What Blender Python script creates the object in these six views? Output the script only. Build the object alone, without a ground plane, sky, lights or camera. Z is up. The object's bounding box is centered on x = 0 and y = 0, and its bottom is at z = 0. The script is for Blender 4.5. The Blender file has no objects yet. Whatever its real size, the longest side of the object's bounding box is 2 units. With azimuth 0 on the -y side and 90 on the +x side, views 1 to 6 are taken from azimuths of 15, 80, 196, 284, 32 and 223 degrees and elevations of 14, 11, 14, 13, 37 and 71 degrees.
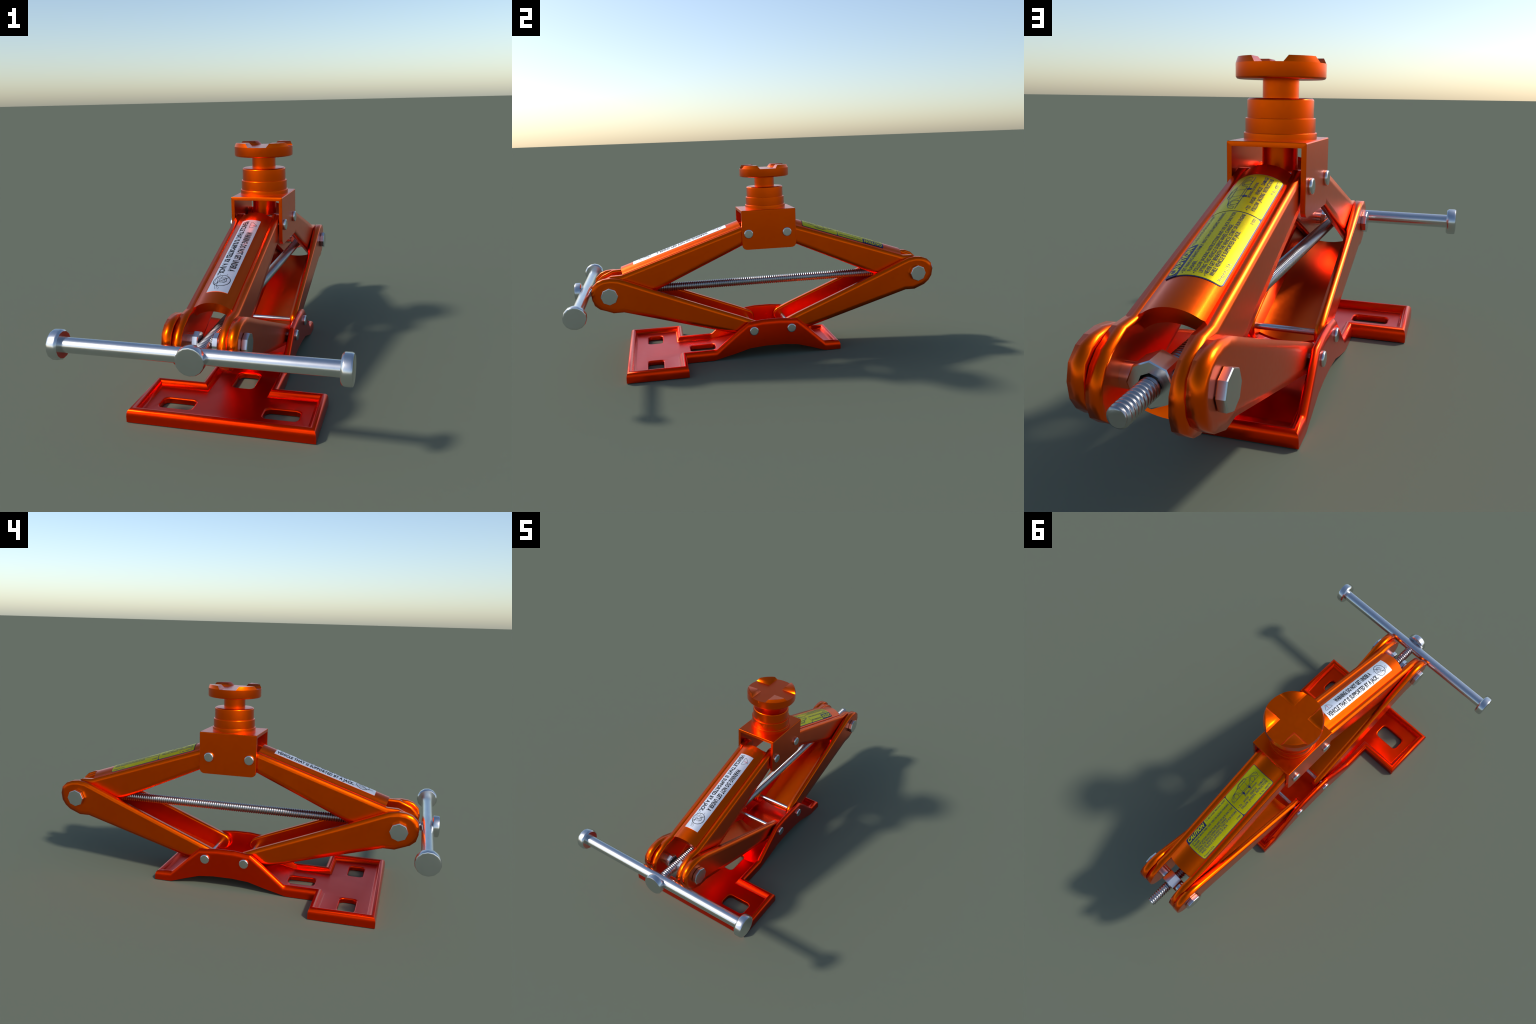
import bpy, bmesh, math
from mathutils import Matrix, Vector

# ------------------------------------------------------------------ frame
YC = 0.020                              # mid plane of the linkage along y
ZJ, ZT, ZB = 0.387, 0.661, 0.145        # pivot heights: side joints, top, base
YJ, YT, YB = 0.836, 0.103, 0.102        # pivot half distances from YC
STACK_Y = 0.0305                        # axis of the lifting saddle

# ------------------------------------------------------------------ materials
def new_mat(name):
    m = bpy.data.materials.new(name)
    m.use_nodes = True
    nt = m.node_tree
    b = nt.nodes["Principled BSDF"]
    return m, nt, b

def metal_paint(name, col_a, col_b, rough, metallic=1.0, noise=60.0, bump=0.02, rvar=0.05, coat=0.0):
    """Metallic lacquer: two close tones in soft clouds, fine grain in roughness and bump."""
    m, nt, b = new_mat(name)
    N, L = nt.nodes.new, nt.links.new
    tc = N("ShaderNodeTexCoord")
    n1 = N("ShaderNodeTexNoise"); n1.inputs["Scale"].default_value = 7.0
    n1.inputs["Detail"].default_value = 5.0
    r1 = N("ShaderNodeValToRGB")
    r1.color_ramp.elements[0].position = 0.3; r1.color_ramp.elements[0].color = (*col_a, 1)
    r1.color_ramp.elements[1].position = 0.7; r1.color_ramp.elements[1].color = (*col_b, 1)
    n2 = N("ShaderNodeTexNoise"); n2.inputs["Scale"].default_value = noise
    n2.inputs["Detail"].default_value = 6.0
    mr = N("ShaderNodeMapRange")
    mr.inputs["To Min"].default_value = rough - rvar; mr.inputs["To Max"].default_value = rough + rvar
    bp = N("ShaderNodeBump"); bp.inputs["Strength"].default_value = bump
    bp.inputs["Distance"].default_value = 0.002
    n3 = N("ShaderNodeTexNoise"); n3.inputs["Scale"].default_value = noise * 5
    L(tc.outputs["Object"], n1.inputs["Vector"]); L(tc.outputs["Object"], n2.inputs["Vector"])
    L(tc.outputs["Object"], n3.inputs["Vector"])
    L(n1.outputs["Fac"], r1.inputs["Fac"]); L(r1.outputs["Color"], b.inputs["Base Color"])
    L(n2.outputs["Fac"], mr.inputs["Value"]); L(mr.outputs["Result"], b.inputs["Roughness"])
    L(n3.outputs["Fac"], bp.inputs["Height"]); L(bp.outputs["Normal"], b.inputs["Normal"])
    b.inputs["Metallic"].default_value = metallic
    if coat > 0:                        # clear coat that only shows at a slant
        lw = N("ShaderNodeLayerWeight"); lw.inputs["Blend"].default_value = 0.5
        pw = N("ShaderNodeMath"); pw.operation = 'POWER'; pw.inputs[1].default_value = 2.5
        ml = N("ShaderNodeMath"); ml.operation = 'MULTIPLY'; ml.inputs[1].default_value = coat
        L(lw.outputs["Facing"], pw.inputs[0]); L(pw.outputs[0], ml.inputs[0]); L(ml.outputs[0], b.inputs["Coat Weight"])
    b.inputs["Coat Roughness"].default_value = 0.25
    return m

M_ORANGE = metal_paint("orange_lacquer", (0.96, 0.094, 0.0005), (0.99, 0.104, 0.0005), 0.30, coat=0.5)
M_RED = metal_paint("red_lacquer", (0.93, 0.029, 0.0006), (0.98, 0.036, 0.0006), 0.30, coat=0.62)
M_STEEL = metal_paint("plated_steel", (0.60, 0.61, 0.62), (0.66, 0.67, 0.68), 0.25, noise=25.0, rvar=0.03, bump=0.0)
M_THREAD = metal_paint("thread_steel", (0.34, 0.34, 0.35), (0.42, 0.42, 0.43), 0.33, bump=0.01)
M_WHITE = metal_paint("white_sticker", (0.80, 0.82, 0.85), (0.86, 0.87, 0.90), 0.45, metallic=0.8, bump=0.0)
M_YELLOW = metal_paint("yellow_sticker", (0.62, 0.51, 0.005), (0.76, 0.63, 0.007), 0.40, metallic=0.85, bump=0.0)
M_NAVY = metal_paint("navy_ink", (0.010, 0.014, 0.085), (0.012, 0.018, 0.11), 0.45, metallic=0.3, bump=0.0)
M_BLACK = metal_paint("black_ink", (0.008, 0.009, 0.012), (0.014, 0.015, 0.018), 0.45, metallic=0.2, bump=0.0)
M_CRIMSON = metal_paint("crimson_ink", (0.50, 0.010, 0.012), (0.55, 0.012, 0.015), 0.45, metallic=0.3, bump=0.0)

# ------------------------------------------------------------------ object helpers
root = bpy.data.objects.new("scissor_jack", None)
root.empty_display_size = 0.2
bpy.context.scene.collection.objects.link(root)
root["label"] = "orange metal scissor jack with steel screw and crossbar handle"
root["category"] = "car jack"

def link(o, parent=root):
    bpy.context.scene.collection.objects.link(o)
    o.parent = parent
    return o

def finish(name, bm, mats, parent=root, matrix=None, angle=38, weighted=True):
    bmesh.ops.remove_doubles(bm, verts=bm.verts, dist=1e-6)
    bmesh.ops.recalc_face_normals(bm, faces=bm.faces)
    me = bpy.data.meshes.new(name)
    bm.to_mesh(me); bm.free()
    for m in (mats if isinstance(mats, (list, tuple)) else [mats]):
        me.materials.append(m)
    me.polygons.foreach_set("use_smooth", [True] * len(me.polygons))
    if angle is not None:
        me.set_sharp_from_angle(angle=math.radians(angle))
    o = bpy.data.objects.new(name, me)
    link(o, parent)
    if matrix is not None:
        o.matrix_local = matrix
    if weighted:
        w = o.modifiers.new("weighted", "WEIGHTED_NORMAL"); w.keep_sharp = True
    return o

def repeat(o, matrix, parent=root):
    c = o.copy()
    link(c, parent)
    c.matrix_local = matrix
    return c

def bridge(bm, a, b, closed=True):
    n = len(a)
    for i in range(n if closed else n - 1):
        j = (i + 1) % n
        vs = [a[i], a[j], b[j], b[i]]
        u = []
        for v in vs:
            if v not in u: u.append(v)
        if len(u) > 2:
            try: bm.faces.new(u)
            except ValueError: pass

def offset_poly(pts, d):
    """Move a closed polygon inwards by d (mitred)."""
    n = len(pts)
    area = sum(pts[i][0] * pts[(i + 1) % n][1] - pts[(i + 1) % n][0] * pts[i][1] for i in range(n))
    s = 1 if area > 0 else -1
    out = []
    for i in range(n):
        p0, p1, p2 = Vector(pts[i - 1]), Vector(pts[i]), Vector(pts[(i + 1) % n])
        e1, e2 = (p1 - p0).normalized(), (p2 - p1).normalized()
        n1, n2 = Vector((-e1.y, e1.x)) * s, Vector((-e2.y, e2.x)) * s
        k = 1 + n1.dot(n2)
        out.append(tuple(p1 + (n1 + n2) * (d / max(k, 0.4))))
    return out

def lathe(bm, profile, seg, M=Matrix(), phase=0.0, cap=True):
    """Spin (radius, height) pairs round local z, then transform by M."""
    rings = []
    for r, h in profile:
        rings.append([bm.verts.new(M @ Vector((r * math.cos(phase + 2 * math.pi * i / seg),
                                              r * math.sin(phase + 2 * math.pi * i / seg), h)))
                      for i in range(seg)])
    for a, b in zip(rings, rings[1:]):
        bridge(bm, a, b)
    if cap:
        bm.faces.new(rings[0]); bm.faces.new(rings[-1])
    return rings

AX_X = Matrix.Rotation(math.radians(90), 4, 'Y')      # local z -> +x
AX_NX = Matrix.Rotation(math.radians(-90), 4, 'Y')    # local z -> -x
AX_NY = Matrix.Rotation(math.radians(90), 4, 'X')     # local z -> -y

# ------------------------------------------------------------------ arms
CROWN_W, CROWN_RISE = 0.067, 0.026

def web_thickness(t):                   # heavy at the side joint, thin at the far pivot
    return 0.043 - 0.042 * t

def closed_edge(t):
    return 0.069 - 0.034 * t

def crown(t, x, w=CROWN_W):
    R = (w * w + CROWN_RISE ** 2) / (2 * CROWN_RISE)
    return closed_edge(t) + 0.002 + math.sqrt(max(R * R - x * x, 0)) - (R - CROWN_RISE)

def arm_outline(L):
    """Side plate in (t, n): t runs from the side joint to the far pivot, n is + on the closed side."""
    ear = [(0.092, closed_edge(0.092)), (0.043, 0.084), (-0.020, 0.080), (-0.052, 0.067),
           (-0.077, 0.046), (-0.093, 0.013), (-0.096, -0.023), (-0.079, -0.054),
           (-0.055, -0.073), (-0.021, -0.088), (0.021, -0.0955), (0.060, -0.0935)]
    ear = ear[:1] + [(t * 0.985, n * 0.985) for t, n in ear[1:]]
    open_side = [(0.20, -0.081), (0.45, -0.0645), (0.70, -0.049)]
    end = []
    r = 0.043
    for k in range(0, 9):
        a = math.radians(-80 + 160 * k / 8)
        end.append((L + r * math.cos(a), r * math.sin(a)))
    closed = [(0.65, closed_edge(0.65)), (0.45, closed_edge(0.45)), (0.25, closed_edge(0.25))]
    return ear + open_side + end + closed

def side_plate(bm, outline, x_in, x_out, s, thin):
    rings = []
    # square-edged plate; the inset rings let the shading roll softly over the edges
    steps = [(0.010, x_in), (0.0, x_in), (0.0, x_out), (0.022, x_out)]
    for ins, x in steps:
        rings.append([bm.verts.new((s * (x + (thin if x == x_in and t > 0.15 else 0)), t, n))
                      for t, n in offset_poly(outline, ins)])
    for a, b in zip(rings, rings[1:]):
        bridge(bm, a, b)
    bm.faces.new(rings[0]); bm.faces.new(rings[-1])

def arm_mesh(name, L, x_in, x_out, matrix, w, thin):
    bm = bmesh.new()
    ol = arm_outline(L)
    for s in (1, -1):
        side_plate(bm, ol, x_in, x_out, s, thin)
    bmesh.ops.recalc_face_normals(bm, faces=bm.faces)
    plates = set(bm.faces)
    # bulged web that joins the two plates, open towards the other side
    t0, t1 = 0.0985, 0.762
    ts = [t0 + (t1 - t0) * k / 12 for k in range(13)]
    m = 18
    xs = [(-1 + 2 * k / m) * (w + 0.004) for k in range(m + 1)]
    outer, inner = [], []
    for t in ts:
        outer.append([bm.verts.new((x, t, crown(t, x, w) if abs(x) < w else crown(t, w, w))) for x in xs])
        inner.append([bm.verts.new((x, t, crown(t, x, w) - web_thickness(t))) for x in xs])
    for g in (outer, inner):
        for a, b in zip(g, g[1:]):
            bridge(bm, a, b, closed=False)
    for k in (0, -1):
        bridge(bm, outer[k], inner[k], closed=False)
    for k in (0, -1):
        bridge(bm, [r[k] for r in outer], [r[k] for r in inner], closed=False)
    bm.normal_update()
    for e in bm.edges:
        if not all(f in plates for f in e.link_faces) and e.calc_face_angle(0) > 0.9:
            e.smooth = False
    return finish(name, bm, M_ORANGE, matrix=matrix, angle=None, weighted=False)

def arm_frame(y0, z0, y1, z1, up):
    """Local y along the arm, local z towards the closed side (up = +1 or -1)."""
    d = Vector((0, y1 - y0, z1 - z0)); L = d.length; d.normalize()
    n = Vector((0, -d.z, d.y))
    if n.z * up < 0: n = -n
    x = d.cross(n)
    M = Matrix((( x.x, d.x, n.x, 0), (x.y, d.y, n.y, y0), (x.z, d.z, n.z, z0), (0, 0, 0, 1)))
    return M, L

YF, YR = YC - YJ, YC + YJ - 0.004       # front and rear joint
F_UP_F, L_UP = arm_frame(YF, ZJ, YC - YT, ZT, 1)
F_UP_R, _ = arm_frame(YR, ZJ, YC + YT, ZT, 1)
F_LO_F, L_LO = arm_frame(YC - YJ, ZJ, YC - YB, ZB, -1)
F_LO_R, _ = arm_frame(YR, ZJ, YC + YB, ZB, -1)

up = arm_mesh("upper_arm", L_UP, 0.066, 0.0965, F_UP_F, 0.067, 0.0)
repeat(up, F_UP_R)
lo = arm_mesh("lower_arm", L_LO, 0.0995, 0.132, F_LO_F, 0.105, 0.004)
repeat(lo, F_LO_R)

# ------------------------------------------------------------------ base plate
def lerp_table(tab, v):
    if v <= tab[0][0]: return tab[0][1]
    for (a, fa), (b, fb) in zip(tab, tab[1:]):
        if v <= b: return fa + (fb - fa) * (v - a) / (b - a)
    return tab[-1][1]

B_BOT = [(-0.30, 0.0), (-0.28, 0.005), (-0.18, 0.029), (-0.105, 0.050), (-0.02, 0.057),
         (0.08, 0.056), (0.157, 0.048), (0.232, 0.025), (0.305, 0.001), (0.33, 0.0)]
B_TOP = [(-0.284, 0.0545), (-0.183, 0.137), (-0.113, 0.190), (-0.03, 0.200), (0.06, 0.200),
         (0.155, 0.191), (0.213, 0.140), (0.298, 0.059), (0.31, 0.050), (0.395, 0.048)]
B_FLOOR = [(-0.30, 0.0235), (-0.18, 0.046), (-0.105, 0.067), (-0.02, 0.073), (0.08, 0.073), (0.157, 0.065), (0.232, 0.043), (0.31, 0.0235)]

def base_plate():
    bm = bmesh.new()
    TW, SW, Y0, Y1, Y2 = 0.3695, 0.166, -0.750, -0.444, 0.395
    ys = sorted(set([y for y, _ in B_BOT + B_TOP + B_FLOOR if y < 0.39]))
    ys = [y for i, y in enumerate(ys) if i == 0 or y - ys[i - 1] > 0.004]
    right = [(TW, Y0), (TW, Y1), (SW, Y1)] + [(SW, y) for y in ys] + [(SW, Y2)]
    outline = right + [(-x, y) for x, y in reversed(right)]
    FL = 0.044
    def thin(x, y, ox, oy):             # the tall middle walls are thinner than the rim
        k = 1 - 0.12 * max(0.0, min(1.0, (lerp_table(B_TOP, y) - 0.06) / 0.08)) if abs(x) < 0.17 and y > -0.4 else 1
        return x + (ox - x) * k, oy
    rings = []
    for ins, kind in [(0.0, 'bot'), (0.0, 0.030), (0.0012, 0.018), (0.0045, 0.009), (0.010, 0.003), (0.017, 0.0),
                      (0.024, 0.0015), (0.030, 0.008), (0.036, 'low'), (FL, 'floor')]:
        ring = []
        for (x, y), (ox, oy) in zip(outline, offset_poly(outline, ins)):
            ox, oy = thin(x, y, ox, oy)
            if kind == 'bot': z = lerp_table(B_BOT, y)
            elif kind == 'floor': z = lerp_table(B_FLOOR, y)
            elif kind == 'low': z = lerp_table(B_FLOOR, y) + 0.005
            else: z = lerp_table(B_TOP, y) - kind
            ring.append(bm.verts.new((ox, oy, z)))
        rings.append(ring)
    for a, b in zip(rings, rings[1:]):
        bridge(bm, a, b)

    def slot(cx, cy, hx, hy, c, grow=0.0):
        hx, hy = hx + grow, hy + grow
        pts = []
        for sx, sy, a0 in ((1, 1, 0), (-1, 1, 90), (-1, -1, 180), (1, -1, 270)):
            for k in range(5):
                a = math.radians(a0 + 90 * k / 4)
                pts.append((cx + sx * (hx - c) + c * math.cos(a), cy + sy * (hy - c) + c * math.sin(a)))
        return pts
    slots = [(0.213, -0.606, 0.070, 0.040, 0.022), (-0.213, -0.606, 0.070, 0.040, 0.022),
             (0.0, -0.349, 0.047, 0.068, 0.022)]

    def sheet(loop_xy, grow, zfun):
        edges, loops = [], []
        for lp in [loop_xy] + [slot(*s, grow=grow) for s in slots]:
            vs = [bm.verts.new((x, y, 0.0)) for x, y in lp]
            es = [bm.edges.new((vs[i], vs[(i + 1) % len(vs)])) for i in range(len(vs))]
            edges += es; loops.append(vs)
        geo = bmesh.ops.triangle_fill(bm, edges=edges, use_beauty=True, use_dissolve=False)
        fs = [f for f in geo["geom"] if isinstance(f, bmesh.types.BMFace)]
        vs = set(v for f in fs for v in f.verts); es = set(e for f in fs for e in f.edges)
        cur = list(vs) + list(es) + fs
        for y in ys:
            r = bmesh.ops.bisect_plane(bm, geom=cur, plane_co=(0, y, 0), plane_no=(0, 1, 0), dist=1e-5)
            cur = r["geom"]
        for v in [g for g in cur if isinstance(g, bmesh.types.BMVert)]:
            v.co.z = zfun(v.co.y)
        return loops[1:]
    top = sheet([thin(x, y, ox, oy) for (x, y), (ox, oy) in zip(outline, offset_poly(outline, FL))], 0.007, lambda y: lerp_table(B_FLOOR, y))
    bot = sheet(outline, 0.0, lambda y: lerp_table(B_BOT, y))
    for i, s in enumerate(slots):
        mids = []
        for g, dz in ((0.0022, 0.0015), (0.0, 0.006)):
            mids.append([bm.verts.new((x, y, lerp_table(B_FLOOR, y) - dz)) for x, y in slot(*s, grow=g)])
        bridge(bm, top[i], mids[0]); bridge(bm, mids[0], mids[1]); bridge(bm, mids[1], bot[i])
    return finish("base_plate", bm, M_RED, angle=50)
base_plate()

# ------------------------------------------------------------------ saddle bracket
def bracket():
    """Folded strap: outer and inner lines of an inverted U, lower corners rounded in side view."""
    bm = bmesh.new()
    X, TH, Z0, Z1, YA, YB_, c, r = 0.115, 0.0145, 0.576, 0.784, -0.117, 0.173, 0.024, 0.004
    zs = [Z0 + c * (1 - math.cos(math.radians(90 * k / 5))) for k in range(6)] + [0.66, Z1 - r]
    outer = [(X, z) for z in zs] + [(X - r + r * math.cos(math.radians(a)), Z1 - r + r * math.sin(math.radians(a))) for a in (30, 60, 90)]
    inner = [(X - TH, z) for z in zs[:-1]] + [(X - TH, Z1 - TH)] * 4
    outer += [(-x, z) for x, z in reversed(outer)]
    inner += [(-x, z) for x, z in reversed(inner)]
    cols = [[], [], [], [], [], []]
    e = 0.0015
    for (xo, zo), (xi, zi) in zip(outer, inner):
        h = min(zo, Z0 + c) - Z0
        cut = c - math.sqrt(max(c * c - (c - h) ** 2, 0))
        q = e / 0.013
        for k, (f, y) in enumerate(((q, YA + cut), (0, YA + cut + e), (0, YB_ - cut - e), (q, YB_ - cut), (1, YB_ - cut), (1, YA + cut))):
            cols[k].append(bm.verts.new((xo + (xi - xo) * f, y, zo + (zi - zo) * f)))
    for k in range(6):
        bridge(bm, cols[k], cols[(k + 1) % 6], closed=False)
    for k in (0, -1):
        bm.faces.new([col[k] for col in cols])
    return finish("saddle_bracket", bm, M_ORANGE)
bracket()

# ------------------------------------------------------------------ saddle stack
AX = Matrix.Translation((0, STACK_Y, 0))
bm = bmesh.new()
lathe(bm, [(0.108, 0.779), (0.108, 0.8015), (0.1065, 0.8035), (0.1033, 0.8040), (0.1033, 0.8430), (0.1020, 0.8450),
           (0.0975, 0.8455), (0.0975, 0.894), (0.0955, 0.898), (0.0915, 0.9005), (0.050, 0.9005)], 48, AX)
finish("screw_sleeve", bm, M_ORANGE, angle=40)
bm = bmesh.new()
lathe(bm, [(0.050, 0.690), (0.053, 0.693), (0.053, 0.958)], 32, AX)
finish("saddle_neck", bm, M_ORANGE)

def saddle_pad():
    bm = bmesh.new()
    R, ZF, ZTOP = 0.131, 0.9965, 1.0135
    lathe(bm, [(0.030, 0.9525), (0.122, 0.9525), (0.1275, 0.954), (0.131, 0.959), (R, ZF), (0.02, ZF)], 48, AX)
    # four raised corners left by a cross-shaped channel
    def corner(w, rad):
        a0 = math.asin(w / rad); a1 = math.pi / 2 - a0
        pts = [(w, w)]
        pts += [(rad * math.cos(a0 + (a1 - a0) * k / 10), rad * math.sin(a0 + (a1 - a0) * k / 10)) for k in range(11)]
        return pts
    for q in range(4):
        rot = Matrix.Rotation(math.radians(90 * q), 4, 'Z')
        rings = []
        for w, rad, z in ((0.038, R - 0.0003, ZF - 0.004), (0.041, R - 0.0003, ZF), (0.053, R - 0.006, ZTOP)):
            rings.append([bm.verts.new(AX @ rot @ Vector((x, y, z))) for x, y in corner(w, rad)])
        for a, b in zip(rings, rings[1:]): bridge(bm, a, b)
        bm.faces.new(rings[0]); bm.faces.new(rings[-1])
    return finish("saddle_pad", bm, M_ORANGE, angle=70)
saddle_pad()

# ------------------------------------------------------------------ lead screw, nut and crossbar handle
def lead_screw():
    bm = bmesh.new()
    y0, y1, pitch, r_lo, r_hi, seg = -0.955, 1.0, 0.0117, 0.0192, 0.0230, 24
    n = int((y1 - y0) / pitch * 8)
    rings = []
    for i in range(n + 1):
        y = y0 + (y1 - y0) * i / n
        taper = min(1.0, 0.80 + (y1 - y) / 0.007 * 0.20)
        ring = []
        for k in range(seg):
            th = 2 * math.pi * k / seg
            ph = (y / pitch - k / seg) % 1.0
            w = 0.5 + 0.5 * math.cos(2 * math.pi * ph)
            r = (r_lo + (r_hi - r_lo) * min(1.0, w * 1.25)) * taper
            ring.append(bm.verts.new((r * math.cos(th), y, ZJ - 0.005 + r * math.sin(th))))
        rings.append(ring)
    for a, b in zip(rings, rings[1:]): bridge(bm, a, b)
    bm.faces.new(rings[0]); bm.faces.new(rings[-1])
    return finish("lead_screw", bm, M_THREAD, angle=48, weighted=False)
lead_screw()

def head(bm, M, r, h, seg, phase, bev=0.004):
    lathe(bm, [(r - bev * 0.5, 0.0), (r, bev * 0.5), (r, h - bev), (r - bev * 0.35, h - bev * 0.35), (r - bev, h)], seg, M, phase)

HY, HZ = -0.945, 0.388
bm = bmesh.new()
lathe(bm, [(0.0278, -0.488), (0.0278, 0.488)], 32, Matrix.Translation((0, HY, HZ)) @ AX_X)
bar = finish("crossbar", bm, M_STEEL)
bm = bmesh.new()
lathe(bm, [(0.048, 0.0), (0.053, 0.005), (0.0545, 0.010), (0.0545, 0.030), (0.052, 0.0365), (0.046, 0.039)], 14, Matrix(), 0.1)
cap = finish("end_cap", bm, M_STEEL, matrix=Matrix.Translation((0.482, HY, HZ)) @ AX_X, angle=40)
repeat(cap, Matrix.Translation((-0.482, HY, HZ)) @ AX_NX)
bm = bmesh.new()
lathe(bm, [(0.024, 0.0), (0.024, 0.028), (0.042, 0.029), (0.0505, 0.034), (0.0515, 0.040), (0.0515, 0.056), (0.049, 0.061), (0.043, 0.0635)], 16,
      Matrix.Translation((0, -0.9365, HZ)) @ AX_NY)
finish("screw_head", bm, M_STEEL, angle=40)

# threaded block with trunnions in the rear joint
bm = bmesh.new()
Mn = Matrix.Translation((0, YR + 0.030, ZJ)) @ AX_NY
prof = [(0.025, 0.0), (0.028, 0.0), (0.046, 0.0), (0.049, 0.002), (0.049, 0.056), (0.046, 0.058), (0.025, 0.058)]
rings = lathe(bm, prof, 8, Mn, 0.0, cap=False)
bridge(bm, rings[-1], rings[0])
for s, A in ((1, AX_X), (-1, AX_NX)):
    lathe(bm, [(0.027, 0.040), (0.027, 0.072)], 16, Matrix.Translation((0, YR, ZJ)) @ A)
finish("screw_nut", bm, M_STEEL, angle=30)

# ------------------------------------------------------------------ bolts, rivets, pins
bm = bmesh.new()
lathe(bm, [(0.034, -0.020), (0.034, 0.003), (0.0435, 0.0032), (0.044, 0.006), (0.044, 0.020), (0.0425, 0.0225), (0.040, 0.0235)], 8, Matrix(), 0.0)
bolt = finish("joint_bolt", bm, M_STEEL, matrix=Matrix.Translation((0.131, YF, ZJ)) @ AX_X, angle=25)
for sx, y in ((-1, YF), (1, YR), (-1, YR)):
    repeat(bolt, Matrix.Translation((sx * 0.131, y, ZJ)) @ (AX_X if sx > 0 else AX_NX))
# inner nuts of the front joint
bm = bmesh.new()
lathe(bm, [(0.028, -0.026), (0.028, 0.0)], 16)
lathe(bm, [(0.033, 0.0), (0.036, 0.002), (0.036, 0.019), (0.033, 0.022)], 8)
nut = finish("joint_nut", bm, M_STEEL, matrix=Matrix.Translation((0.047, YF, ZJ)) @ AX_NX, angle=30)
repeat(nut, Matrix.Translation((-0.047, YF, ZJ)) @ AX_X)

bm = bmesh.new()
lathe(bm, [(0.0225, -0.004), (0.0235, 0.0), (0.0245, 0.002), (0.0245, 0.007), (0.0225, 0.0105), (0.019, 0.0115)], 20)
riv = finish("rivet", bm, M_STEEL, matrix=Matrix.Translation((0.115, YC - YT, ZT)) @ AX_X, angle=60)
first = True
for xo, yh, z in ((0.115, YT, ZT), (0.165, YB, ZB)):
    for sx in (1, -1):
        for sy in (-1, 1):
            if first: first = False; continue
            repeat(riv, Matrix.Translation((sx * xo, YC + sy * yh, z)) @ (AX_X if sx > 0 else AX_NX))
bm = bmesh.new()
lathe(bm, [(0.0112, -0.150), (0.0112, 0.150)], 18)
pin = finish("pivot_pin", bm, M_STEEL, matrix=Matrix.Translation((0, YC - YB, ZB)) @ AX_X)
repeat(pin, Matrix.Translation((0, YC + YB, ZB)) @ AX_X)
for sy in (-1, 1):
    repeat(pin, Matrix.Translation((0, YC + sy * YT, ZT)) @ AX_X @ Matrix.Diagonal((1, 1, 0.7, 1)))

# ------------------------------------------------------------------ stickers
class Surface:
    """Sticker plane (u along the text, v up the text) wrapped on the bulged web of an upper arm.
    u runs towards -y, v towards +x."""
    def __init__(self, frame, toward_joint):
        self.M = frame
        self.sx = 1 if (frame.to_3x3() @ Vector((1, 0, 0))).x > 0 else -1
        self.toward_joint = toward_joint
    def at(self, u, v, lift):
        t = -u if self.toward_joint else u
        x = v
        d = 1e-4
        nx = -(crown(t, x + d) - crown(t, x - d)) / (2 * d)
        nv = Vector((nx, 0, 1)).normalized() * lift
        return self.M @ Vector((self.sx * (x + nv.x), t, crown(t, x) + nv.z))

def patch(name, surf, u0, u1, v0, v1, lift, thick, corner, mat, parent, nu=40, nv=14):
    """Thin sheet with rounded corners wrapped on the surface."""
    bm = bmesh.new()
    us = [u0 + (u1 - u0) * k / nu for k in range(nu + 1)]
    if corner > 0:
        extra = [corner * (1 - math.cos(math.radians(a))) for a in (15, 30, 45, 60, 75, 90)]
        us = sorted(set([u for u in us if u0 + corner < u < u1 - corner] + [u0, u1] + [u0 + e for e in extra] + [u1 - e for e in extra]))
    tops, bots = [], []
    for u in us:
        e = min(u - u0, u1 - u)
        cut = corner - math.sqrt(max(corner ** 2 - (corner - e) ** 2, 0)) if e < corner else 0
        a, b = v0 + cut, v1 - cut
        vs = [a + (b - a) * k / nv for k in range(nv + 1)]
        tops.append([bm.verts.new(surf.at(u, v, lift)) for v in vs])
        bots.append([bm.verts.new(surf.at(u, v, lift - thick)) for v in vs])
    for g in (tops, bots):
        for a, b in zip(g, g[1:]): bridge(bm, a, b, closed=False)
    for k in (0, -1):
        bridge(bm, tops[k], bots[k], closed=False)
        bridge(bm, [r[k] for r in tops], [r[k] for r in bots], closed=False)
    return finish(name, bm, mat, parent=parent, weighted=False)

def ribbon(bm, surf, pts, width, lift, closed=False):
    src = list(pts) + ([pts[0]] if closed else [])
    pts = []
    for a, b in zip(src, src[1:]):       # short steps, so that the line follows the curved web
        a, b = Vector(a), Vector(b)
        m = max(1, int((b - a).length / 0.004))
        pts += [a + (b - a) * k / m for k in range(m)]
    if not closed: pts.append(Vector(src[-1]))
    n = len(pts)
    L, R = [], []
    for i in range(n):
        p = Vector(pts[i])
        a = Vector(pts[i - 1]) if (i > 0 or closed) else p
        b = Vector(pts[(i + 1) % n]) if (i < n - 1 or closed) else p
        d = (b - a)
        d = d.normalized() if d.length > 0 else Vector((1, 0))
        nrm = Vector((-d.y, d.x)) * width / 2
        L.append(bm.verts.new(surf.at(*(p + nrm), lift))); R.append(bm.verts.new(surf.at(*(p - nrm), lift)))
    bridge(bm, L, R, closed=closed)

def blob(bm, surf, pts, lift):
    bm.faces.new([bm.verts.new(surf.at(u, v, lift)) for u, v in pts])

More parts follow.
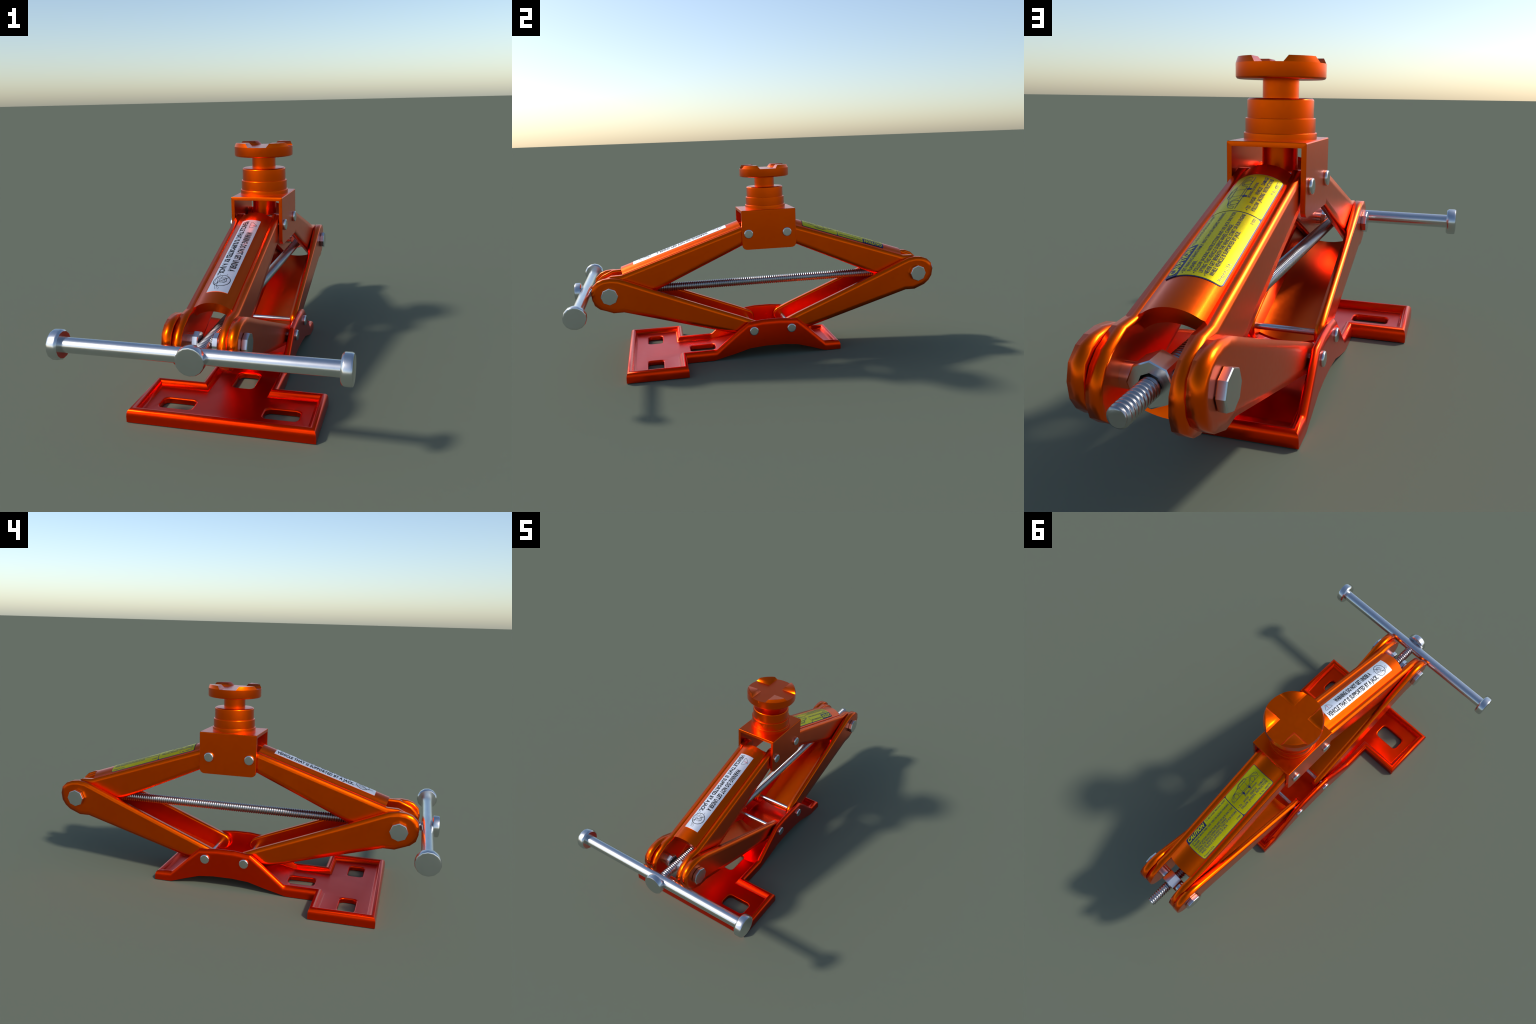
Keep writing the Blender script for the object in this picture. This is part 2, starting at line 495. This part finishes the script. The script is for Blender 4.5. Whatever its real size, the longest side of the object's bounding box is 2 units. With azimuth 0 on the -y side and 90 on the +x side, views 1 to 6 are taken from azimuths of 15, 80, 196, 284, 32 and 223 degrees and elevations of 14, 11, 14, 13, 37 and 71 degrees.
def arc(cx, cy, r, a0=0, a1=360, n=28, ry=None):
    ry = ry or r
    return [(cx + r * math.cos(math.radians(a0 + (a1 - a0) * k / n)), cy + ry * math.sin(math.radians(a0 + (a1 - a0) * k / n)))
            for k in range(n + 1 if abs(a1 - a0) < 360 else n)]

def lettering(bm, surf, text, u, v, size, width, lift, bold=0.0, shear=0.0):
    """Set a line of the built-in font into the box [u, u+width], baseline v, cap height size."""
    cu = bpy.data.curves.new("glyphs", 'FONT')
    cu.body = text; cu.size = 1.0; cu.space_character = 1.06; cu.offset = bold; cu.shear = shear
    cu.resolution_u = 2; cu.fill_mode = 'FRONT'
    o = bpy.data.objects.new("glyphs", cu)
    bpy.context.scene.collection.objects.link(o)
    dg = bpy.context.evaluated_depsgraph_get()
    me = bpy.data.meshes.new_from_object(o.evaluated_get(dg))
    g = bmesh.new(); g.from_mesh(me)
    n = max(2, int(size / 0.003))
    for k in range(1, n):                # cut the strokes so that they follow the curved web
        bmesh.ops.bisect_plane(g, geom=list(g.verts) + list(g.edges) + list(g.faces),
                               plane_co=(0, 0.72 * k / n, 0), plane_no=(0, 1, 0), dist=1e-5)
    xs = [p.co.x for p in g.verts]
    x0, x1 = min(xs), max(xs)
    k = width / (x1 - x0)
    vs = {p: bm.verts.new(surf.at(u + (p.co.x - x0) * k, v + p.co.y * size / 0.70, lift)) for p in g.verts}
    for f in g.faces:
        bm.faces.new([vs[p] for p in f.verts])
    g.free()
    bpy.data.objects.remove(o); bpy.data.curves.remove(cu); bpy.data.meshes.remove(me)

def ink(name, bm, mat, parent):
    me = bpy.data.meshes.new(name)
    bmesh.ops.recalc_face_normals(bm, faces=bm.faces)
    c = 0
    for f in bm.faces: c += f.normal.z
    if c < 0: bmesh.ops.reverse_faces(bm, faces=bm.faces)
    bm.to_mesh(me); bm.free()
    me.materials.append(mat)
    o = bpy.data.objects.new(name, me)
    o["kind"] = "stuff"
    return link(o, parent)

# white warning sticker on the front upper arm
S = Surface(F_UP_F, True)
white = patch("warning_sticker", S, -0.692, -0.168, -0.042, 0.038, 0.0012, 0.004, 0.0, M_WHITE, root)
LI = 0.0017
bm = bmesh.new()
lettering(bm, S, "WARNING: DO NOT GET UNDER A", -0.590, 0.004, 0.0225, 0.292, LI, bold=0.040)
lettering(bm, S, "VEHICLE THAT IS SUPPORTED BY A JACK.", -0.683, -0.032, 0.0225, 0.405, LI, bold=0.040)
ink("warning_lettering", bm, M_BLACK, white)
bm = bmesh.new()
tri = [(-0.672, 0.006), (-0.668, 0.003), (-0.628, 0.003), (-0.624, 0.006), (-0.625, 0.009), (-0.645, 0.029), (-0.651, 0.029), (-0.671, 0.009)]
ribbon(bm, S, tri, 0.0016, LI, closed=True)
c = (-0.235, -0.003)
ribbon(bm, S, arc(*c, 0.033, n=40, ry=0.0315), 0.0026, LI, closed=True)
ribbon(bm, S, [(c[0] - 0.023, c[1] + 0.022), (c[0] + 0.023, c[1] - 0.022)], 0.0026, LI)
ribbon(bm, S, arc(c[0] - 0.004, c[1] + 0.001, 0.017, 20, 250, ry=0.016), 0.0012, LI)
ribbon(bm, S, arc(c[0] - 0.004, c[1] + 0.001, 0.010, ry=0.010), 0.0012, LI, closed=True)
ribbon(bm, S, [(c[0] - 0.030, c[1] - 0.004), (c[0] - 0.012, c[1] - 0.006), (c[0] + 0.006, c[1] - 0.014), (c[0] + 0.020, c[1] - 0.010)], 0.0012, LI)
ribbon(bm, S, [(c[0] - 0.020, c[1] + 0.010), (c[0] + 0.002, c[1] + 0.020), (c[0] + 0.012, c[1] + 0.012), (c[0] + 0.016, c[1] - 0.004)], 0.0012, LI)
ribbon(bm, S, [(c[0] - 0.046, c[1] - 0.016), (c[0] - 0.010, c[1] - 0.018), (c[0] + 0.052, c[1] - 0.006)], 0.0010, LI)
ribbon(bm, S, [(c[0] - 0.044, c[1] - 0.026), (c[0] + 0.010, c[1] - 0.024), (c[0] + 0.054, c[1] - 0.010)], 0.0010, LI)
ribbon(bm, S, [(c[0] - 0.044, c[1] + 0.012), (c[0] - 0.034, c[1] + 0.013)], 0.0010, LI)
ribbon(bm, S, [(c[0] + 0.030, c[1] - 0.013), (c[0] + 0.046, c[1] + 0.002), (c[0] + 0.056, c[1] - 0.001)], 0.0010, LI)
ink("warning_drawing", bm, M_BLACK, white)
bm = bmesh.new()
blob(bm, S, [(-0.6500, 0.0255), (-0.6462, 0.0255), (-0.6470, 0.0125), (-0.6492, 0.0125)], LI)
blob(bm, S, arc(-0.6481, 0.0085, 0.0019, n=10), LI)
ink("exclamation_mark", bm, M_CRIMSON, white)

# yellow caution sticker on the rear upper arm
S = Surface(F_UP_R, False)
U0, U1, V0, V1 = 0.206, 0.696, -0.0655, 0.0635
yel = patch("caution_sticker", S, U0, U1, V0, V1, 0.0010, 0.004, 0.010, M_NAVY, root)
US = 0.4845
patch("sticker_panel", S, U0 + 0.0025, US, V0 + 0.0025, V1 - 0.0025, 0.0017, 0.0012, 0.007, M_YELLOW, yel)
patch("sticker_panel", S, US + 0.004, U1 - 0.0025, V0 + 0.0025, V1 - 0.0025, 0.0017, 0.0012, 0.007, M_YELLOW, yel)
patch("caution_block", S, U0 + 0.0015, 0.334, 0.032, V1 - 0.0015, 0.0021, 0.001, 0.004, M_NAVY, yel, nu=14, nv=6)
L2 = 0.0025
bm = bmesh.new()
lettering(bm, S, "CAUTION", 0.215, 0.0385, 0.0195, 0.112, L2, bold=0.05, shear=0.25)
ink("caution_lettering", bm, M_YELLOW, yel)
bm = bmesh.new()
rows = [("TO HELP AVOID PERSONAL INJURY", 0.341, 0.0455, 0.0088, 0.138),
        ("\u2022 SET PARKING BRAKE FIRMLY AND TURN ON HAZARD WARNING", 0.216, 0.0185, 0.0088, 0.262),
        ("FLASHER.", 0.222, 0.0055, 0.0088, 0.040),
        ("\u2022 FOLLOW JACKING INSTRUCTIONS AND USE JACK ONLY FOR", 0.216, -0.0075, 0.0088, 0.264),
        ("LIFTING THIS VEHICLE DURING WHEEL CHANGE.", 0.222, -0.0195, 0.0088, 0.202),
        ("\u2022 NEVER GET BENEATH THE VEHICLE, START OR RUN ENGINE", 0.216, -0.0310, 0.0088, 0.264),
        ("WHILE VEHICLE IS SUPPORTED BY JACK.", 0.222, -0.0420, 0.0088, 0.182),
        ("Printed in U.S.A.", 0.218, -0.0590, 0.0070, 0.068),
        ("010001", 0.452, -0.0555, 0.0070, 0.028),
        ("JACKING LOCATIONS", 0.560, -0.0140, 0.0070, 0.084),
        ("\u2022 TO    AVOID    VEHICLE    DAMAGE", 0.500, -0.0300, 0.0095, 0.182),
        ("FOLLOW  JACKING  INSTRUCTIONS", 0.506, -0.0430, 0.0095, 0.176),
        ("Pt. No. 14085772", 0.612, -0.0590, 0.0070, 0.070)]
for txt, u, v, s, w in rows:
    lettering(bm, S, txt, u, v, s, w, 0.0023, bold=0.010)
ink("caution_lettering", bm, M_NAVY, yel)
bm = bmesh.new()
G, W = 0.0022, 0.0014
ground = [(0.498, 0.004), (0.676, 0.004)]
ribbon(bm, S, ground, W, G)
body = [(0.499, 0.010), (0.503, 0.022), (0.520, 0.031), (0.548, 0.036), (0.572, 0.050), (0.612, 0.051), (0.632, 0.037),
        (0.664, 0.033), (0.676, 0.027), (0.676, 0.012), (0.664, 0.010)]
ribbon(bm, S, body, W, G)
ribbon(bm, S, [(0.499, 0.010), (0.510, 0.010)], W, G)
ribbon(bm, S, [(0.553, 0.010), (0.621, 0.010)], W, G)
for cx in (0.5315, 0.6425):
    ribbon(bm, S, arc(cx, 0.0155, 0.0115, n=24), W, G, closed=True)
    ribbon(bm, S, arc(cx, 0.012, 0.020, 0, 180, n=16, ry=0.019), W, G)
ribbon(bm, S, [(0.556, 0.037), (0.574, 0.047), (0.609, 0.048), (0.622, 0.038), (0.556, 0.036)], W, G)
ribbon(bm, S, [(0.572, 0.047), (0.566, 0.026), (0.568, 0.011)], W * 0.8, G)
ribbon(bm, S, [(0.598, 0.048), (0.604, 0.028), (0.602, 0.011)], W * 0.8, G)
ribbon(bm, S, [(0.660, 0.030), (0.668, 0.022), (0.676, 0.022)], W * 0.8, G)
for cx in (0.566, 0.606):
    blob(bm, S, [(cx - 0.004, -0.006), (cx + 0.004, -0.006), (cx + 0.004, 0.0005), (cx + 0.008, 0.0005), (cx, 0.009), (cx - 0.008, 0.0005), (cx - 0.004, 0.0005)], G)
ink("caution_drawing", bm, M_NAVY, yel)
